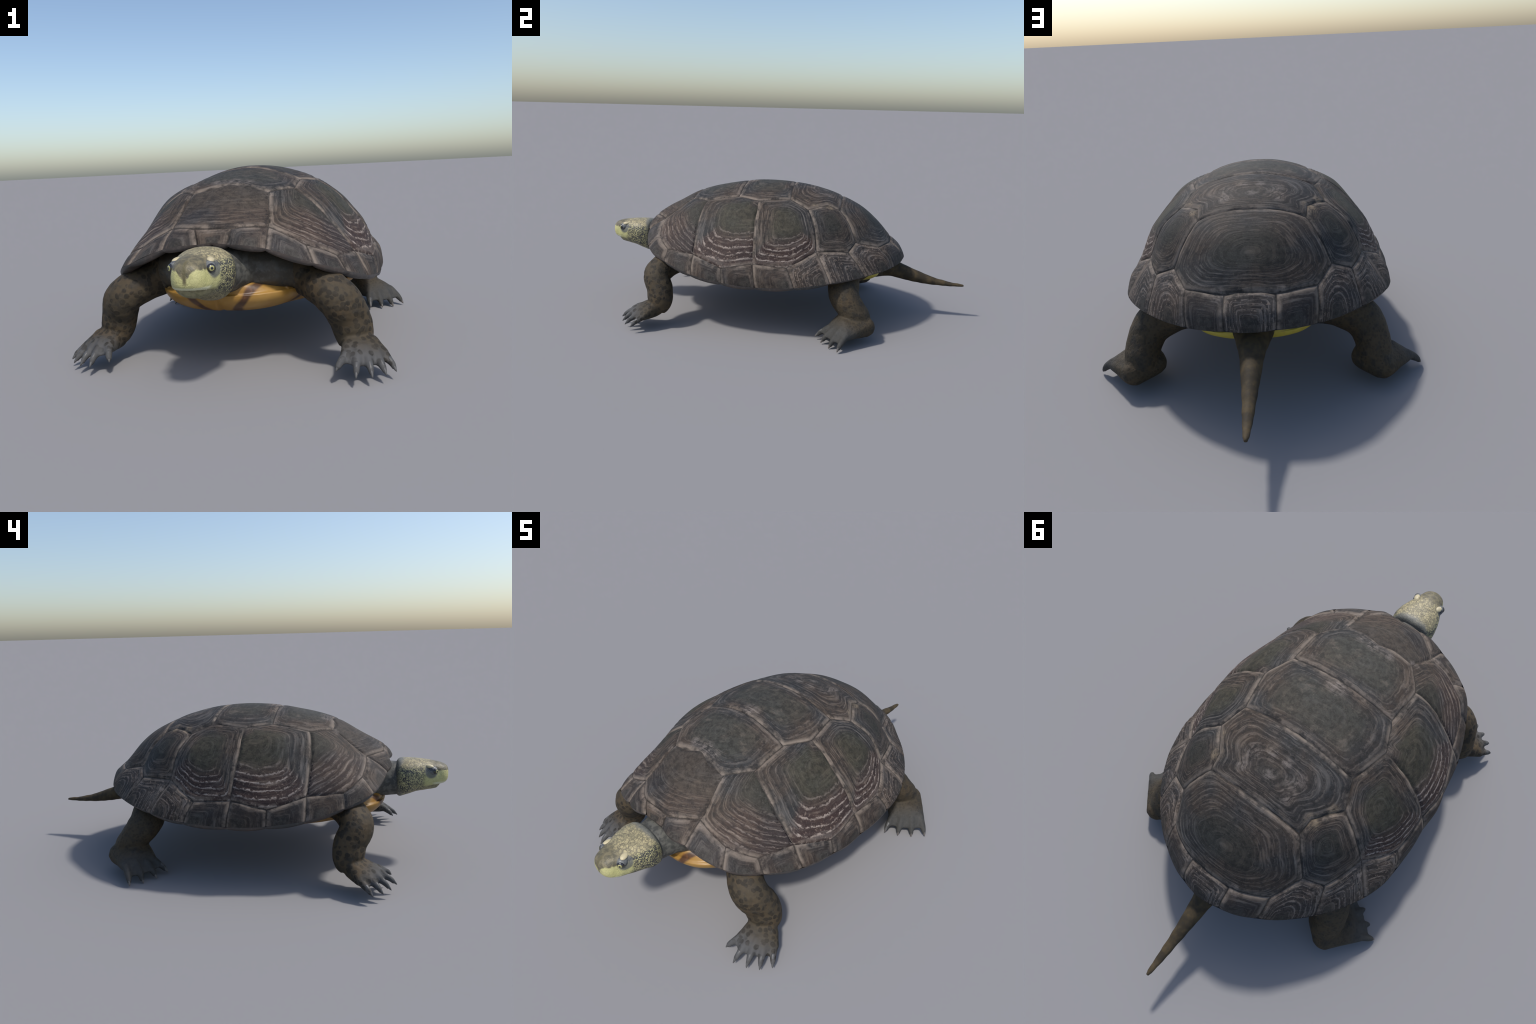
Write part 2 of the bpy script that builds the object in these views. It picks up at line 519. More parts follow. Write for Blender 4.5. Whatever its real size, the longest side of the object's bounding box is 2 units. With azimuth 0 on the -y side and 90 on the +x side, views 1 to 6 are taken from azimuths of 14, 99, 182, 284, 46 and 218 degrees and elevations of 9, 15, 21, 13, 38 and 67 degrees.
# underside of the marginal rim: rolls in and up from the free edge
rim_names = ["rim_front"] + ["rim%d" % i for i in range(1, 13)] + ["rim_rear"]
rim_names += ["rim%d'" % i for i in range(12, 0, -1)]
rim_q = np.vstack([seam(n, rim_names[(i + 1) % len(rim_names)]) for i, n in enumerate(rim_names)])
rim_p = dome(rim_q)
out = rim_p - np.array([0, -0.03, 0])
out[:, 2] = 0
tan = np.roll(rim_p, -3, 0) - np.roll(rim_p, 3, 0)
nrm = np.c_[tan[:, 1], -tan[:, 0], 0 * tan[:, 0]]
nrm /= np.linalg.norm(nrm, axis=1)[:, None]
nrm *= np.sign((nrm * out).sum(1))[:, None]
profile = [(0, 0), (.001, -.004), (.005, -.0075), (.013, -.009), (.03, -.009), (.06, -.004), (.095, .010), (.13, .034)]
lobe = np.concatenate([np.sin(np.pi * np.linspace(0, 1, len(seam(n, rim_names[(i + 1) % len(rim_names)])), endpoint=False)) ** .6
                       for i, n in enumerate(rim_names)])
verts, faces = [], []
K = len(rim_p)
for inn, up in profile:
    verts += [rim_p[i] - nrm[i] * inn + np.array([0, 0, up * (1 if up > 0 else (.55 + .6 * lobe[i]) * (2.0 if rim_p[i][1] < .1 else max(.3, 2.0 - 3.6 * (rim_p[i][1] - .1))))]) for i in range(K)]
for j in range(len(profile) - 1):
    faces += [(j * K + k, (j + 1) * K + k, (j + 1) * K + (k + 1) % K, j * K + (k + 1) % K) for k in range(K)]
g = Nodes("rim_keratin")
n1, n2 = g.noise(9, 4), g.noise(60, 4)
c = g.mix(g.step(n1, .35, .65), (.046, .045, .044), (.07, .055, .048))
c = g.mix(g.m("MULTIPLY", g.step(n2, .5, .7), .4), c, (.14, .12, .105))
new_object("rim_underside", verts, faces, g.finish(c, .5, n2, .2, .003), carapace)

# ================================================================= PLASTRON
# y, half width, z of the floor, z of the edge
PLASTRON = [(-.718, .020, .274, .283), (-.712, .070, .263, .285), (-.696, .128, .245, .287), (-.660, .188, .222, .288), (-.600, .236, .206, .286),
            (-.500, .285, .197, .272), (-.400, .350, .193, .268), (-.250, .430, .191, .270), (-.050, .450, .190, .270),
            (.120, .425, .190, .268), (.240, .350, .194, .264), (.340, .275, .202, .267), (.430, .235, .213, .274),
            (.490, .200, .223, .276), (.525, .150, .236, .270), (.538, .090, .250, .268)]
P_ = np.array(PLASTRON)


def smooth_rows(rows, n):
    """Catmull-Rom through the rows of a table"""
    rows = np.array(rows, float)
    ext = np.vstack([2 * rows[0] - rows[1], rows, 2 * rows[-1] - rows[-2]])
    out = []
    for s in np.linspace(0, len(rows) - 1, n):
        i = min(int(s), len(rows) - 2)
        t = s - i
        a, b, c_, d = ext[i:i + 4]
        out.append(.5 * (2 * b + (c_ - a) * t + (2 * a - 5 * b + 4 * c_ - d) * t * t + (3 * b - a - 3 * c_ + d) * t ** 3))
    return np.array(out)


rows = smooth_rows(PLASTRON, 120)
verts, faces, NX = [], [], 48
for y, w, zf, ze in rows:
    for i in range(NX + 1):
        t = -1 + 2 * i / NX
        x = w * math.sin(t * math.pi / 2)
        z = zf + (ze - zf) * (1 - math.cos(t * math.pi / 2)) ** 1.25
        z += .0025 * noise.noise(Vector((x * 14, y * 14, 3)))
        z += .004 * math.exp(-(x / .006) ** 2)
        verts.append((x, y, z))
    for i in range(NX + 1):
        t = 1 - 2 * i / NX
        x = w * .97 * t
        verts.append((x, y + (.012 if y < -.6 else 0), ze + (.045 if y < -.5 else .02) * (1 - t ** 4)))
R = 2 * (NX + 1)
for j in range(len(rows) - 1):
    faces += [(j * R + k, j * R + (k + 1) % R, (j + 1) * R + (k + 1) % R, (j + 1) * R + k) for k in range(R)]
faces.append(tuple(range(R))[::-1])
faces.append(tuple((len(rows) - 1) * R + k for k in range(R)))

g = Nodes("plastron_keratin")
x, y, z = g.xyz()
pw = g.warp(7, .05)
xw, yw, zw = g.xyz(pw)
n1, n2 = g.noise(8, 4), g.noise(55, 4)
c = g.mix(g.step(n1, .35, .68), (.26, .135, .022), (.35, .20, .052))
c = g.mix(g.step(y, .25, .42), c, g.mix(n1, (.42, .33, .03), (.55, .45, .08)))
ax = g.m("ABSOLUTE", xw)
stripe = g.m("SUBTRACT", ax, g.m("MULTIPLY_ADD", g.m("SUBTRACT", zw, .205), .80, .040))
blot = g.step(g.m("ABSOLUTE", stripe), .022, .009)
blot = g.m("MULTIPLY", blot, g.step(y, -.35, -.5))
row = g.m("ABSOLUTE", g.m("SUBTRACT", g.m("FRACT", g.m("MULTIPLY", g.m("ADD", yw, .10), 4.6)), .5))
blot = g.m("MAXIMUM", blot, g.m("MULTIPLY", g.step(row, .40, .47), g.step(ax, .15, .25)))
c = g.mix(g.m("MULTIPLY", blot, .9), c, (.045, .018, .012))
c = g.mix(g.m("MULTIPLY", g.step(n2, .5, .75), .3), c, (.30, .12, .04))
new_object("plastron", verts, faces, g.finish(c, .42, n2, .15, .003), turtle)

# ================================================================= SKIN
def tube(bm, stations, seg=28, sub=7):
    """closed tube through (centre, radius along side, radius along up) rows"""
    rows = smooth_rows([(*c_, *(r if isinstance(r, tuple) else (r, r))) for c_, r in stations], (len(stations) - 1) * sub + 1)
    rings = []
    for i, row in enumerate(rows):
        c_ = Vector(row[:3])
        t = Vector(rows[min(i + 1, len(rows) - 1)][:3]) - Vector(rows[max(i - 1, 0)][:3])
        t.normalize()
        s = t.cross(Vector((0, 0, 1)))
        s = s.normalized() if s.length > .15 else Vector((1, 0, 0)) - t * t.x
        s.normalize()
        u = s.cross(t)
        rings.append([bm.verts.new(c_ + s * row[3] * math.cos(a) + u * row[4] * math.sin(a))
                      for a in (2 * math.pi * k / seg for k in range(seg))])
    for a, b in zip(rings, rings[1:]):
        for k in range(seg):
            bm.faces.new((a[k], a[(k + 1) % seg], b[(k + 1) % seg], b[k]))
    bm.faces.new(rings[0][::-1])
    bm.faces.new(rings[-1])


def hull(bm, balls):
    """convex skin round a set of (centre, radius) balls"""
    tmp = bmesh.new()
    for c_, r in balls:
        bmesh.ops.create_icosphere(tmp, subdivisions=2, radius=r, matrix=Matrix.Translation(c_))
    res = bmesh.ops.convex_hull(tmp, input=tmp.verts)
    bmesh.ops.delete(tmp, geom=[v for v in tmp.verts if not v.link_faces], context="VERTS")
    junk = [e for e in res["geom_interior"] + res["geom_unused"] if isinstance(e, bmesh.types.BMVert) and e.is_valid]
    bmesh.ops.delete(tmp, geom=list(set(junk)), context="VERTS")
    bmesh.ops.recalc_face_normals(tmp, faces=tmp.faces)
    me = bpy.data.meshes.new("tmp")
    tmp.to_mesh(me)
    tmp.free()
    bm.from_mesh(me)
    bpy.data.meshes.remove(me)


def flip(p, side):
    return (p[0] * side, p[1], p[2])


FORE_KNUCKLE = [(.428, -.712, .082), (.468, -.712, .083), (.500, -.698, .082), (.530, -.674, .079), (.553, -.640, .074)]
FORE_TIP = [(.403, -.759, .049), (.469, -.783, .036), (.520, -.761, .032), (.563, -.731, .031), (.594, -.691, .031)]
FORE_WEB = [(.434, -.727, .070), (.477, -.727, .062), (.517, -.705, .060), (.549, -.676, .062)]
HIND_KNUCKLE = [(.462, .296, .060), (.502, .313, .061), (.543, .340, .061), (.576, .374, .060)]
HIND_TIP = [(.472, .227, .013), (.527, .259, .005), (.578, .300, .0), (.626, .342, .006)]
HIND_WEB = [(.485, .269, .040), (.535, .299, .038), (.581, .336, .038)]


def lerp(a, b, t):
    return tuple(p + (q - p) * t for p, q in zip(a, b))


bm = bmesh.new()
for s in (1, -1):
    F = lambda p: flip(p, s)
    # front limb: shoulder, upper arm out to the elbow, forearm down, wrist
    for o in (-.012, .012):                              # two strands make the arm broader than deep
        G = lambda p, k=1.0: F((p[0] + .78 * o * k, p[1] + .62 * o * k, p[2]))
        tube(bm, [(F((.16, -.43, .330)), .078), (F((.27, -.515, .318)), .069), (G((.350, -.585, .291), .4), .068),
                  (G((.404, -.612, .252)), .065), (G((.434, -.587, .190)), .063), (G((.450, -.584, .132)), .060),
                  (G((.457, -.602, .092)), .047)])
    hull(bm, [(F((.446, -.600, .085)), .035), (F((.484, -.598, .088)), .032), (F((.447, -.636, .099)), .036),
              (F((.508, -.612, .097)), .034)] + [(F((k[0], k[1] + .006, k[2])), .017) for k in FORE_KNUCKLE])
    for k, t in zip(FORE_KNUCKLE, FORE_TIP):
        b = lerp(k, t, .62)
        tube(bm, [(F(lerp(k, t, -.55)), .013), (F(k), .0165), (F((b[0], b[1], b[2] + .005)), .0118), (F(lerp(k, t, .86)), .0075)], 16, 5)
    for i, wv in enumerate(FORE_WEB):
        hull(bm, [(F(FORE_KNUCKLE[i]), .010), (F(FORE_KNUCKLE[i + 1]), .010), (F(wv), .006),
                  (F(lerp(FORE_KNUCKLE[i], FORE_TIP[i], .38)), .006), (F(wv), .006)])
        hull(bm, [(F(FORE_KNUCKLE[i]), .010), (F(FORE_KNUCKLE[i + 1]), .010), (F(wv), .006),
                  (F(lerp(FORE_KNUCKLE[i + 1], FORE_TIP[i + 1], .38)), .006)])
    # hind limb: hip, thigh out to the knee, shank down and back to the heel
    tube(bm, [(F((.14, .36, .290)), .085), (F((.25, .352, .285)), .080), (F((.335, .352, .258)), .079),
              (F((.398, .358, .212)), .075), (F((.427, .396, .158)), .067), (F((.434, .432, .110)), .064), (F((.445, .455, .075)), .050)])
    hull(bm, [(F((.456, .470, .078)), .050), (F((.400, .415, .085)), .053), (F((.428, .362, .098)), .037),
              (F((.455, .330, .080)), .030), (F((.520, .400, .076)), .033), (F((.500, .370, .092)), .031)]
         + [(F((k[0] - .006, k[1] + .008, k[2] + .004)), .018) for k in HIND_KNUCKLE])
    for k, t in zip(HIND_KNUCKLE, HIND_TIP):
        b = lerp(k, t, .60)
        tube(bm, [(F(lerp(k, t, -.4)), .014), (F(k), .0180), (F((b[0], b[1], b[2] + .005)), .0135), (F(lerp(k, t, .86)), .0085)], 16, 5)
    for i, wv in enumerate(HIND_WEB):
        for j in (i, i + 1):
            hull(bm, [(F(HIND_KNUCKLE[i]), .012), (F(HIND_KNUCKLE[i + 1]), .012), (F(wv), .006),
                      (F(lerp(HIND_KNUCKLE[j], HIND_TIP[j], .42)), .006)])
# tail
tube(bm, [((0, .42, .290), .090), ((0, .52, .283), .078), ((0, .60, .268), (.058, .050)), ((0, .66, .249), (.043, .041)),
          ((0, .74, .225), (.033, .033)), ((0, .83, .2045), (.024, .0225)), ((0, .92, .1925), (.017, .0125)),
          ((0, .978, .1885), (.0115, .0085)), ((0, 1.0035, .187), (.0075, .006))])
# neck
tube(bm, [((0, -.42, .375), (.20, .11)), ((0, -.55, .374), (.175, .10)), ((0, -.64, .371), (.150, .092)),
          ((0, -.71, .370), (.103, .083)), ((0, -.765, .372), (.086, .080)), ((0, -.80, .375), (.078, .074))])
# trunk, hidden inside the shell
hull(bm, [((sx * .30, -.455, .345), .095) for sx in (1, -1)] + [((sx * .37, -.05, .355), .095) for sx in (1, -1)]
     + [((sx * .24, .41, .335), .09) for sx in (1, -1)] + [((0, -.605, .362), .085), ((.17, -.590, .362), .075), ((-.17, -.590, .362), .075), ((0, .47, .31), .085)])
bmesh.ops.recalc_face_normals(bm, faces=bm.faces)
me = bpy.data.meshes.new("skin")
bm.to_mesh(me)
bm.free()
raw = bpy.data.objects.new("skin", me)
bpy.context.scene.collection.objects.link(raw)
md = raw.modifiers.new("union", "REMESH")
md.mode = "VOXEL"
md.voxel_size = .0046
md = raw.modifiers.new("soften", "SMOOTH")
md.factor = .5
md.iterations = 7
dg = bpy.context.evaluated_depsgraph_get()
skin = bpy.data.meshes.new_from_object(raw.evaluated_get(dg))
bpy.data.objects.remove(raw)
n = len(skin.vertices)
co = np.empty(n * 3)
skin.vertices.foreach_get("co", co)
co = co.reshape(-1, 3)
nr = np.empty(n * 3)
skin.vertex_normals.foreach_get("vector", nr)
nr = nr.reshape(-1, 3)
for i in range(n):
    x, y, z = co[i]
    d = .0016 * noise.noise(Vector((abs(x) * 30, y * 30, z * 30)))
    d += .0010 * min(1, max(0, (z - .12) / .06)) * noise.noise(Vector((abs(x) * 18, y * 18, z * 70)))
    co[i] += nr[i] * d
skin.vertices.foreach_set("co", co.ravel())
skin.update()
skin.vertex_normals.foreach_get("vector", nr.ravel())
nr = np.array([v.vector for v in skin.vertex_normals])
polys = [tuple(p.vertices) for p in skin.polygons]
cen = np.array([co[list(p)].mean(0) for p in polys])


def region(c_):
    x, y, z = c_
    ax = abs(x)
    side = "r" if x > 0 else "l"
    if y > .56 and ax < .14:
        return "tail"
    if y < -.55 and ax < .13 and z > .27:
        return "neck"
    if ax > .25 and y < -.33:
        return ("forefoot_" if z < .118 else "forelimb_") + side
    if ax > .25 and y > .18:
        return ("hindfoot_" if z < .118 else "hindlimb_") + side
    return "trunk"


def leg_skin(name, foot):
    g = Nodes(name)
    pw = g.warp(24, .020)
    n1, n2, n3 = g.noise(6, 3), g.noise(30, 4), g.noise(130, 3)
    x, y, z = g.xyz()
    ax = g.m("ABSOLUTE", x)
    cells = g.voronoi(46 if foot == "fore" else 85, "DISTANCE_TO_EDGE", pw, .85)
    hue = g.voronoi(46 if foot == "fore" else 85, "F1", pw, .85, "Color")
    spots = g.voronoi(44 if foot == "fore" else 85, "F1", pw, .85)
    plate = g.step(spots, .54, .36)
    net = g.mix(g.step(n1, .35, .65), (.054, .043, .028), (.072, .051, .029))
    net = g.mix(g.step(n2, .45, .70), net, (.037, .032, .025))
    if foot == "fore":
        toe = g.step(g.m("SUBTRACT", g.m("MULTIPLY", y, -1.0), g.m("MULTIPLY", z, .8)), .53, .66)
        flat = g.step(g.m("SUBTRACT", g.m("MULTIPLY", y, -1.0), g.m("MULTIPLY", z, .8)), .62, .68)
    else:
        toe = g.step(g.m("SUBTRACT", g.m("SUBTRACT", ax, y), g.m("MULTIPLY", z, 1.2)), -.06, .13)
        flat = toe
    grey = g.mix(n2, (.058, .058, .059), (.086, .086, .086)) if foot == "fore" else g.mix(n2, (.038, .038, .036), (.058, .057, .054))
    c = g.mix(toe, net, grey)
    hs = g.t.nodes.new("ShaderNodeSeparateColor")
    g.put(hs.inputs[0], hue)
    amount = g.m("MULTIPLY", plate, g.m("MULTIPLY_ADD", hs.outputs[0], .40, .50 if foot == "fore" else .15))
    amount = g.m("MULTIPLY", amount, g.m("MULTIPLY_ADD", flat, -.75, 1.0))
    c = g.mix(amount, c, (.020, .0175, .014))
    c = g.mix(g.m("MULTIPLY", g.step(n3, .5, .75), .15), c, (.10, .088, .072))
    h = g.m("ADD", g.m("MULTIPLY", plate, .5), g.m("MULTIPLY", n3, .5))
    return g.finish(c, .68, h, .35, .003, .18)


def body_skin():
    g = Nodes("body_skin")
    n1, n2, n3 = g.noise(7, 3), g.noise(45, 4, p=g.warp(20, .02)), g.noise(140, 3)
    x, y, z = g.xyz()
    c = g.mix(g.step(n1, .35, .65), (.044, .038, .030), (.068, .054, .036))
    c = g.mix(g.step(n2, .45, .65), c, (.034, .032, .028))
    neck = g.step(y, -.60, -.74)
    c = g.mix(neck, c, g.mix(g.step(n2, .42, .62), (.052, .053, .049), (.105, .104, .092)))
    c = g.mix(g.m("MULTIPLY", g.step(n3, .5, .75), .2), c, (.16, .14, .11))
    rings = g.m("SINE", g.m("MULTIPLY", g.m("ADD", y, g.m("MULTIPLY", n1, .02)), 260.0))
    h = g.m("ADD", g.m("MULTIPLY", n2, .6), g.m("MULTIPLY", n3, .5))
    return g.finish(c, .62, h, .3, .003, .3)


def tail_skin():
    g = Nodes("tail_skin")
    n2, n3 = g.noise(22, 4, p=g.warp(20, .02)), g.noise(130, 3)
    c = g.mix(g.step(n2, .38, .62), (.040, .032, .021), (.074, .055, .030))
    c = g.mix(g.m("MULTIPLY", g.step(g.voronoi(60, "F1", rnd=.9), .5, .3), .4), c, (.038, .032, .026))
    return g.finish(c, .68, g.m("ADD", n2, n3), .25, .003, .15)


fore_mat, hind_mat, body_mat, tail_mat = leg_skin("forelimb_skin", "fore"), leg_skin("hindlimb_skin", "hind"), body_skin(), tail_skin()
groups = {}
for p, c_ in zip(polys, cen):
    groups.setdefault(region(c_), []).append(p)
MAT = dict(tail=tail_mat, neck=body_mat, trunk=body_mat, forelimb=fore_mat, forefoot=fore_mat, hindlimb=hind_mat, hindfoot=hind_mat)
NAME = dict(forefoot="foot", hindfoot="foot")
parts = {}
for key in sorted(groups):
    base = key.split("_")[0]
    used = sorted({v for p in groups[key] for v in p})
    back = {v: i for i, v in enumerate(used)}
    ob = new_object(NAME.get(base, base), co[used], [tuple(back[v] for v in p) for p in groups[key]], MAT[base], turtle)
    ob.data.normals_split_custom_set_from_vertices([tuple(nr[v]) for v in used])
    parts[key] = ob
for s in "rl":
    for k in ("fore", "hind"):
        if k + "foot_" + s in parts:
            parts[k + "foot_" + s].parent = parts[k + "limb_" + s]
bpy.data.meshes.remove(skin)

# claws
g = Nodes("claw_horn")
n1 = g.noise(60, 3)
x, y, z = g.xyz()
c = g.mix(n1, (.058, .058, .058), (.086, .085, .084))
c = g.mix(g.m("MULTIPLY", g.step(z, .035, .006), .35), c, (.22, .175, .145))
claw_mat = g.finish(c, .45, n1, .1, .002)


def claw(base, tip, r, parent, sag):
    b, t = Vector(base), Vector(tip)
    ctrl = (b + t) / 2 + Vector((0, 0, sag))
    ax = (t - b).normalized()
    s = ax.cross(Vector((0, 0, 1))).normalized()
    verts, faces, seg, N = [], [], 14, 12
    for j in range(N):
        f = j / (N - 1)
        c_ = b * (1 - f) ** 2 + ctrl * 2 * f * (1 - f) + t * f * f
        d = ((ctrl - b) * (1 - f) + (t - ctrl) * f).normalized()
        u = s.cross(d).normalized()
        rr = r * (1 - f ** 1.7 * .80) if j < N - 1 else r * .08
        verts += [c_ + s * rr * math.cos(2 * math.pi * k / seg) + u * rr * 1.1 * math.sin(2 * math.pi * k / seg) for k in range(seg)]
    for j in range(N - 1):
        faces += [(j * seg + k, j * seg + (k + 1) % seg, (j + 1) * seg + (k + 1) % seg, (j + 1) * seg + k) for k in range(seg)]
    faces.append(tuple(range(seg))[::-1])
    faces.append(tuple((N - 1) * seg + k for k in range(seg)))
    return new_object("claw", verts, faces, claw_mat, parent)


for s, sn in ((1, "r"), (-1, "l")):
    for k, t in zip(FORE_KNUCKLE, FORE_TIP):
        b = lerp(k, t, .36)
        claw(flip((b[0], b[1], b[2] + .005), s), flip(t, s), .0108, parts["forelimb_" + sn], .006)
    for k, t in zip(HIND_KNUCKLE, HIND_TIP):
        b = lerp(k, t, .42)
        claw(flip((b[0], b[1], b[2] + .005), s), flip(t, s), .0120, parts["hindlimb_" + sn], .006)

# ================================================================= HEAD
# y, crown z, chin z, z of greatest width, half width
HEAD = [(-1.0015, .421, .384, .402, .018), (-.9995, .430, .376, .400, .029), (-.993, .440, .367, .398, .040), (-.983, .447, .357, .396, .049),
        (-.968, .453, .343, .394, .057), (-.950, .457, .333, .393, .064), (-.920, .462, .326, .394, .072),
        (-.895, .4645, .322, .396, .081), (-.870, .467, .318, .398, .089), (-.850, .468, .312, .400, .094),
        (-.825, .469, .301, .400, .098), (-.803, .469, .293, .398, .097), (-.787, .467, .288, .394, .094),
        (-.775, .460, .294, .388, .088), (-.766, .445, .308, .382, .074), (-.762, .425, .325, .380, .052)]
MOUTH = .3655
rows = smooth_rows(HEAD, 170)
SEG = 128
verts, faces = [], []
for y, zt, zb, zm, w in rows:
    for k in range(SEG):
        a = 2 * math.pi * k / SEG
        cx, cz = math.sin(a), math.cos(a)
        e = 2 / 2.35
        x = w * abs(cx) ** e * (1 if cx > 0 else -1)
        z = zm + ((zt - zm) if cz > 0 else (zm - zb)) * abs(cz) ** e * (1 if cz > 0 else -1)
        yy = y
        # mouth: the lower jaw sits inside and behind the upper beak
        mz = MOUTH - .012 * max(0, min(1, (y + .985) / .09))
        jaw = max(0, min(1, (mz - z) / .0035)) * max(0, min(1, (-.895 - y) / .03))
        jaw = jaw * jaw * (3 - 2 * jaw)
        x *= 1 - .085 * jaw
        yy += .013 * jaw * max(0, min(1, (-.95 - y) / .03))
        groove = math.exp(-((z - mz) / .0022) ** 2) * max(0, min(1, (-.885 - y) / .02))
        x *= 1 - .05 * groove
        # brow, cheek muscle and the corner of the jaw
        sx = abs(x)
        x *= 1 + .05 * math.exp(-((y + .83) / .03) ** 2 - ((z - .335) / .02) ** 2)
        x *= 1 - .07 * math.exp(-((y + .955) / .018) ** 2 - ((z - .415) / .018) ** 2)
        z += .0012 * noise.noise(Vector((sx * 40, y * 40, z * 40)))
        x += math.copysign(.0014, x) * noise.noise(Vector((sx * 35 + 9, y * 35, z * 35))) if sx > .01 else 0
        verts.append((x, yy, z))
for j in range(len(rows) - 1):
    faces += [(j * SEG + k, j * SEG + (k + 1) % SEG, (j + 1) * SEG + (k + 1) % SEG, (j + 1) * SEG + k) for k in range(SEG)]
c0 = len(verts)
verts.append((0, -1.002, .402))
verts.append((0, -.762, .375))
faces += [(c0, (k + 1) % SEG, k) for k in range(SEG)]
last = (len(rows) - 1) * SEG
faces += [(c0 + 1, last + k, last + (k + 1) % SEG) for k in range(SEG)]


def head_material(jaw=False):
    g = Nodes("lower_jaw_skin" if jaw else "head_skin")
    x, y, z = g.xyz()
    ax = g.m("ABSOLUTE", x)
    n1, n2, n3 = g.noise(18, 3), g.noise(70, 4), g.noise(200, 3)
    pw = g.warp(55, .012, 3)
    # crown: pale scales parted by thin dark lines
    d1 = g.voronoi(78, "DISTANCE_TO_EDGE", pw, .9)
    crown = g.mix(g.step(d1, .02, .11), (.15, .13, .085), g.mix(g.step(n2, .35, .65), (.22, .195, .115), (.40, .34, .19)))
    # cheeks: dense dark scrawl on yellow
    pv = g.warp(60, .030, 3)
    d2 = g.voronoi(112, "DISTANCE_TO_EDGE", pv, 1.0)
    cheek = g.mix(g.step(d2, .05, g.m("MULTIPLY_ADD", g.step(n1, .40, .65), .16, .13)), (.030, .031, .040), g.mix(g.step(n2, .30, .62), (.24, .23, .12), (.44, .40, .20)))
    side = g.m("MULTIPLY", g.step(g.m("ADD", z, g.m("MULTIPLY", n1, .02)), .462, .440), g.step(ax, .045, .065))
    c = g.mix(side, crown, cheek)
    # nape turns blue grey
    nape = g.m("MULTIPLY", g.step(g.m("ADD", y, g.m("MULTIPLY_ADD", n1, .03, g.m("MULTIPLY", g.step(ax, .05, .09), -.02))), -.800, -.770), .85)
    c = g.mix(nape, c, g.mix(n2, (.10, .105, .10), (.19, .19, .165)))
    # throat
    throat = g.step(g.m("ADD", z, g.m("MULTIPLY", n1, .015)), .345, .325)
    c = g.mix(g.m("MULTIPLY", throat, g.step(y, -.80, -.86)), c, g.mix(g.step(d1, .05, .2), (.10, .09, .05), (.30, .27, .14)))
    # dark olive snout cap
    yj = g.m("ADD", y, g.m("MULTIPLY", g.m("SUBTRACT", n1, .5), .05))
    cap = g.m("MULTIPLY", g.step(yj, -.905, -.940), g.step(z, .398, .412))
    c = g.mix(cap, c, g.mix(g.step(n2, .35, .65), (.095, .085, .055), (.17, .145, .085)))
    # clear yellow upper lip, with a dark streak down the middle of the nose
    lipline = g.m("MULTIPLY_ADD", g.step(ax, .006, .028), .023, .402)
    lipline = g.m("ADD", lipline, g.m("MULTIPLY", g.m("SUBTRACT", n2, .5), .018))
    lip = g.m("MULTIPLY", g.step(g.m("SUBTRACT", z, lipline), .004, -.004), g.step(yj, -.885, -.915))
    lip = g.m("MULTIPLY", lip, g.step(z, .350, .356))
    yellow = g.mix(n1, (.37, .36, .14), (.49, .46, .23))
    yellow = g.mix(g.m("MULTIPLY", g.step(g.voronoi(48, "DISTANCE_TO_EDGE", pw, 1.0), .03, .0), .5), yellow, (.14, .13, .06))
    c = g.mix(lip, c, yellow)
    streak = g.m("MULTIPLY", g.step(ax, .009, .002), g.step(z, .372, .395))
    c = g.mix(g.m("MULTIPLY", streak, g.step(y, -.96, -.985)), c, (.11, .095, .05))
    pale = g.m("MULTIPLY", g.step(z, .376, .370), g.step(yj, -.93, -.96))
    c = g.mix(g.m("MULTIPLY", pale, .55), c, (.62, .62, .48))
    # dark patch round the eye
    comb = g.t.nodes.new("ShaderNodeCombineXYZ")
    g.put(comb.inputs[0], ax)
    g.put(comb.inputs[1], y)
    g.put(comb.inputs[2], z)
    de = g.v("DISTANCE", comb.outputs[0], (.062, -.922, .421))
    c = g.mix(g.m("MULTIPLY", g.step(de, .036, .026), .85), c, g.mix(n2, (.05, .055, .065), (.13, .135, .13)))
    if jaw:
        olive = g.mix(g.step(n2, .35, .65), (.14, .13, .065), (.24, .22, .12))
        c = g.mix(g.step(yj, -.885, -.93), c, olive)
    h = g.m("ADD", g.m("MULTIPLY", g.step(d1, .0, .15), .6), g.m("MULTIPLY", n3, .3))
    return g.finish(c, .5, h, .25, .0025, .4)


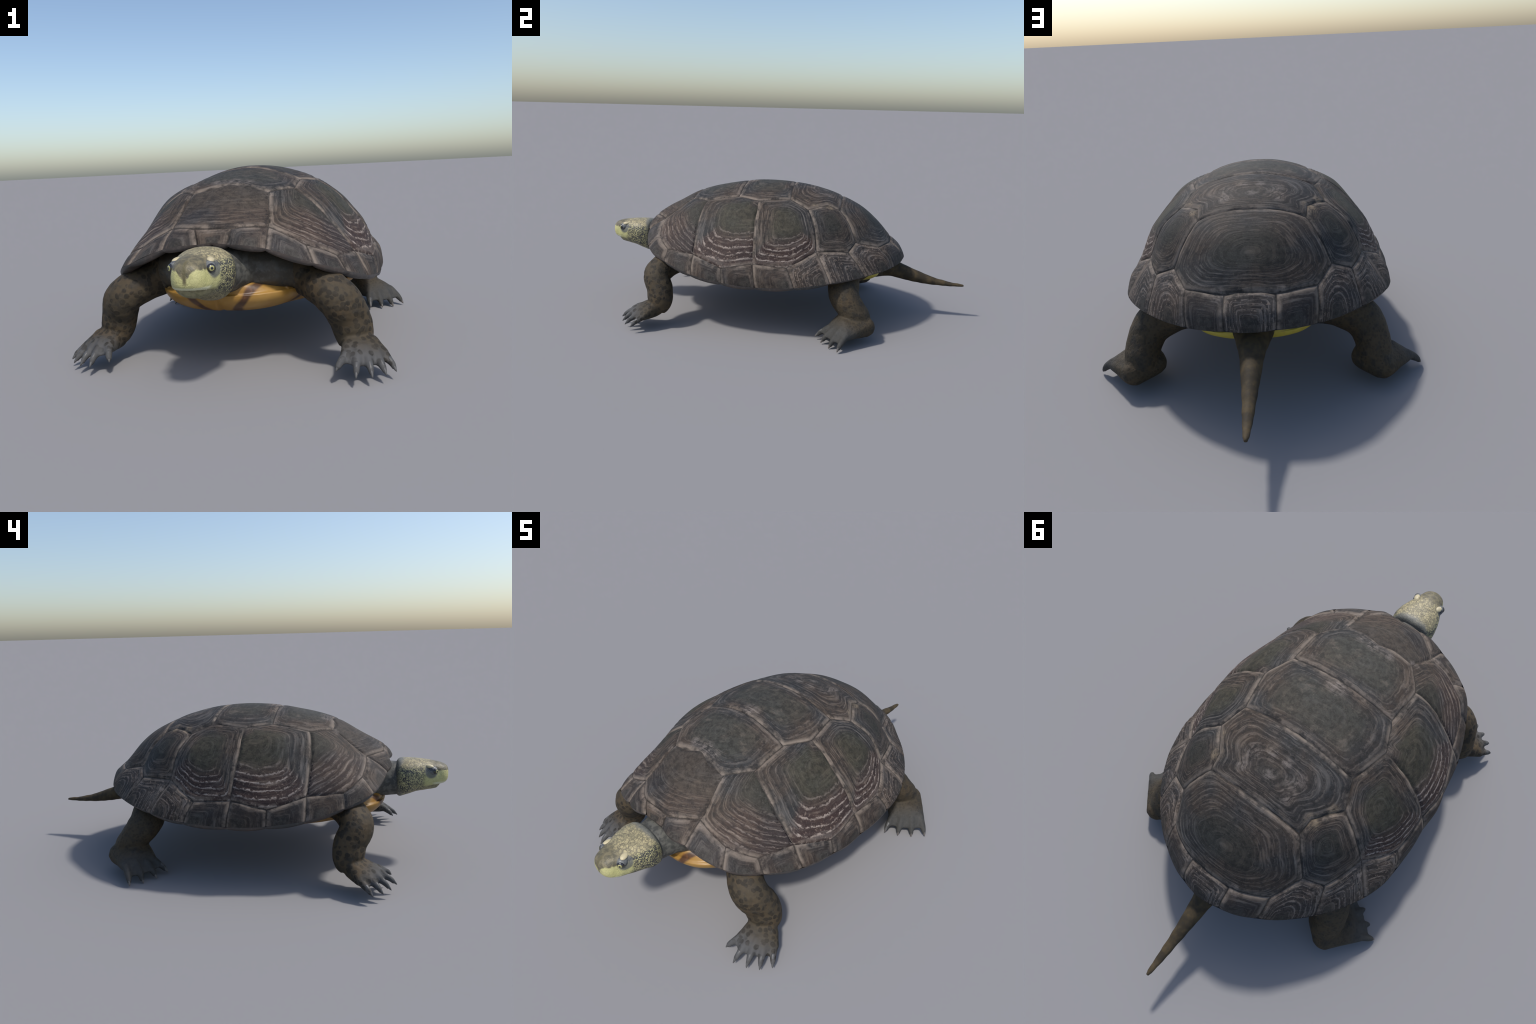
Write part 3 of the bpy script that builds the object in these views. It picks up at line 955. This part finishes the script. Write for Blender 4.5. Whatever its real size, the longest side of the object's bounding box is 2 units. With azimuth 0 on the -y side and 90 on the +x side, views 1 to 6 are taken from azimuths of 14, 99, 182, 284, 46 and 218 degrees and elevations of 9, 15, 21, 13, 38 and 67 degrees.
V = np.array(verts)
FC = np.array([V[list(f)].mean(0) for f in faces])
whole = new_object("head_whole", verts, faces, body_mat)
hn = [tuple(v.vector) for v in whole.data.vertex_normals]
bpy.data.objects.remove(whole)
is_jaw = [(c_[2] < MOUTH - .012 * max(0, min(1, (c_[1] + .985) / .09)) and c_[1] < -.88) for c_ in FC]
head = None
for nm, sel in (("head", False), ("lower_jaw", True)):
    fs = [f for f, j in zip(faces, is_jaw) if j == sel]
    used = sorted({v for f in fs for v in f})
    back = {v: i for i, v in enumerate(used)}
    ob = new_object(nm, V[used], [tuple(back[v] for v in f) for f in fs], head_material(sel), turtle if head is None else head)
    ob.data.normals_split_custom_set_from_vertices([hn[v] for v in used])
    head = head or ob


def ball(name, centre, radii, mat, parent, tilt=(0, 0, 0), seg=40):
    bm = bmesh.new()
    bmesh.ops.create_uvsphere(bm, u_segments=seg, v_segments=seg // 2, radius=1)
    from mathutils import Euler
    M = Matrix.Translation(centre) @ Euler(tilt).to_matrix().to_4x4() @ Matrix.Diagonal((*radii, 1))
    bm.transform(M)
    me = bpy.data.meshes.new(name)
    bm.to_mesh(me)
    bm.free()
    me.materials.append(mat)
    me.shade_smooth()
    ob = bpy.data.objects.new(name, me)
    bpy.context.scene.collection.objects.link(ob)
    ob.parent = parent
    return ob


g = Nodes("eye_socket_skin")
n2 = g.noise(90, 4)
c = g.mix(g.step(n2, .35, .65), (.040, .042, .052), (.15, .155, .15))
socket_mat = g.finish(c, .45, n2, .2, .002)
g = Nodes("eyelid_skin")
n2 = g.noise(60, 3)
lid_mat = g.finish(g.mix(n2, (.40, .34, .20), (.54, .47, .30)), .45)
for s in (1, -1):
    eye_c = Vector((.0595 * s, -.9385, .4240))
    gaze = Vector((.66 * s, -.75, .03)).normalized()
    ball("eye_socket", (.052 * s, -.926, .4235), (.0215, .0270, .0225), socket_mat, head, (0, 0, .25 * s))
    g = Nodes("eye")
    q = g.v("SUBTRACT", g.p, tuple(eye_c))
    a = g.v("DOT_PRODUCT", g.v("NORMALIZE", q), tuple(gaze))
    iris = g.mix(g.noise(150, 3), (.26, .25, .09), (.42, .40, .18))
    zz = g.xyz(q)[2]
    c = g.mix(g.step(a, .80, .86), (.022, .022, .026), iris)
    bar = g.m("MULTIPLY", g.step(g.m("ABSOLUTE", zz), .0042, .0022), g.step(a, .90, .86))
    c = g.mix(g.m("MULTIPLY", bar, .75), c, (.05, .045, .02))
    c = g.mix(g.step(a, .950, .968), c, (.012, .014, .02))
    ball("eye", eye_c, (.0160, .0150, .0150), g.finish(c, .12, spec=.6), head)
    ball("eyelid", (.0545 * s, -.915, .4445), (.0125, .0195, .0080), lid_mat, head, (.12, .22 * s, .28 * s))
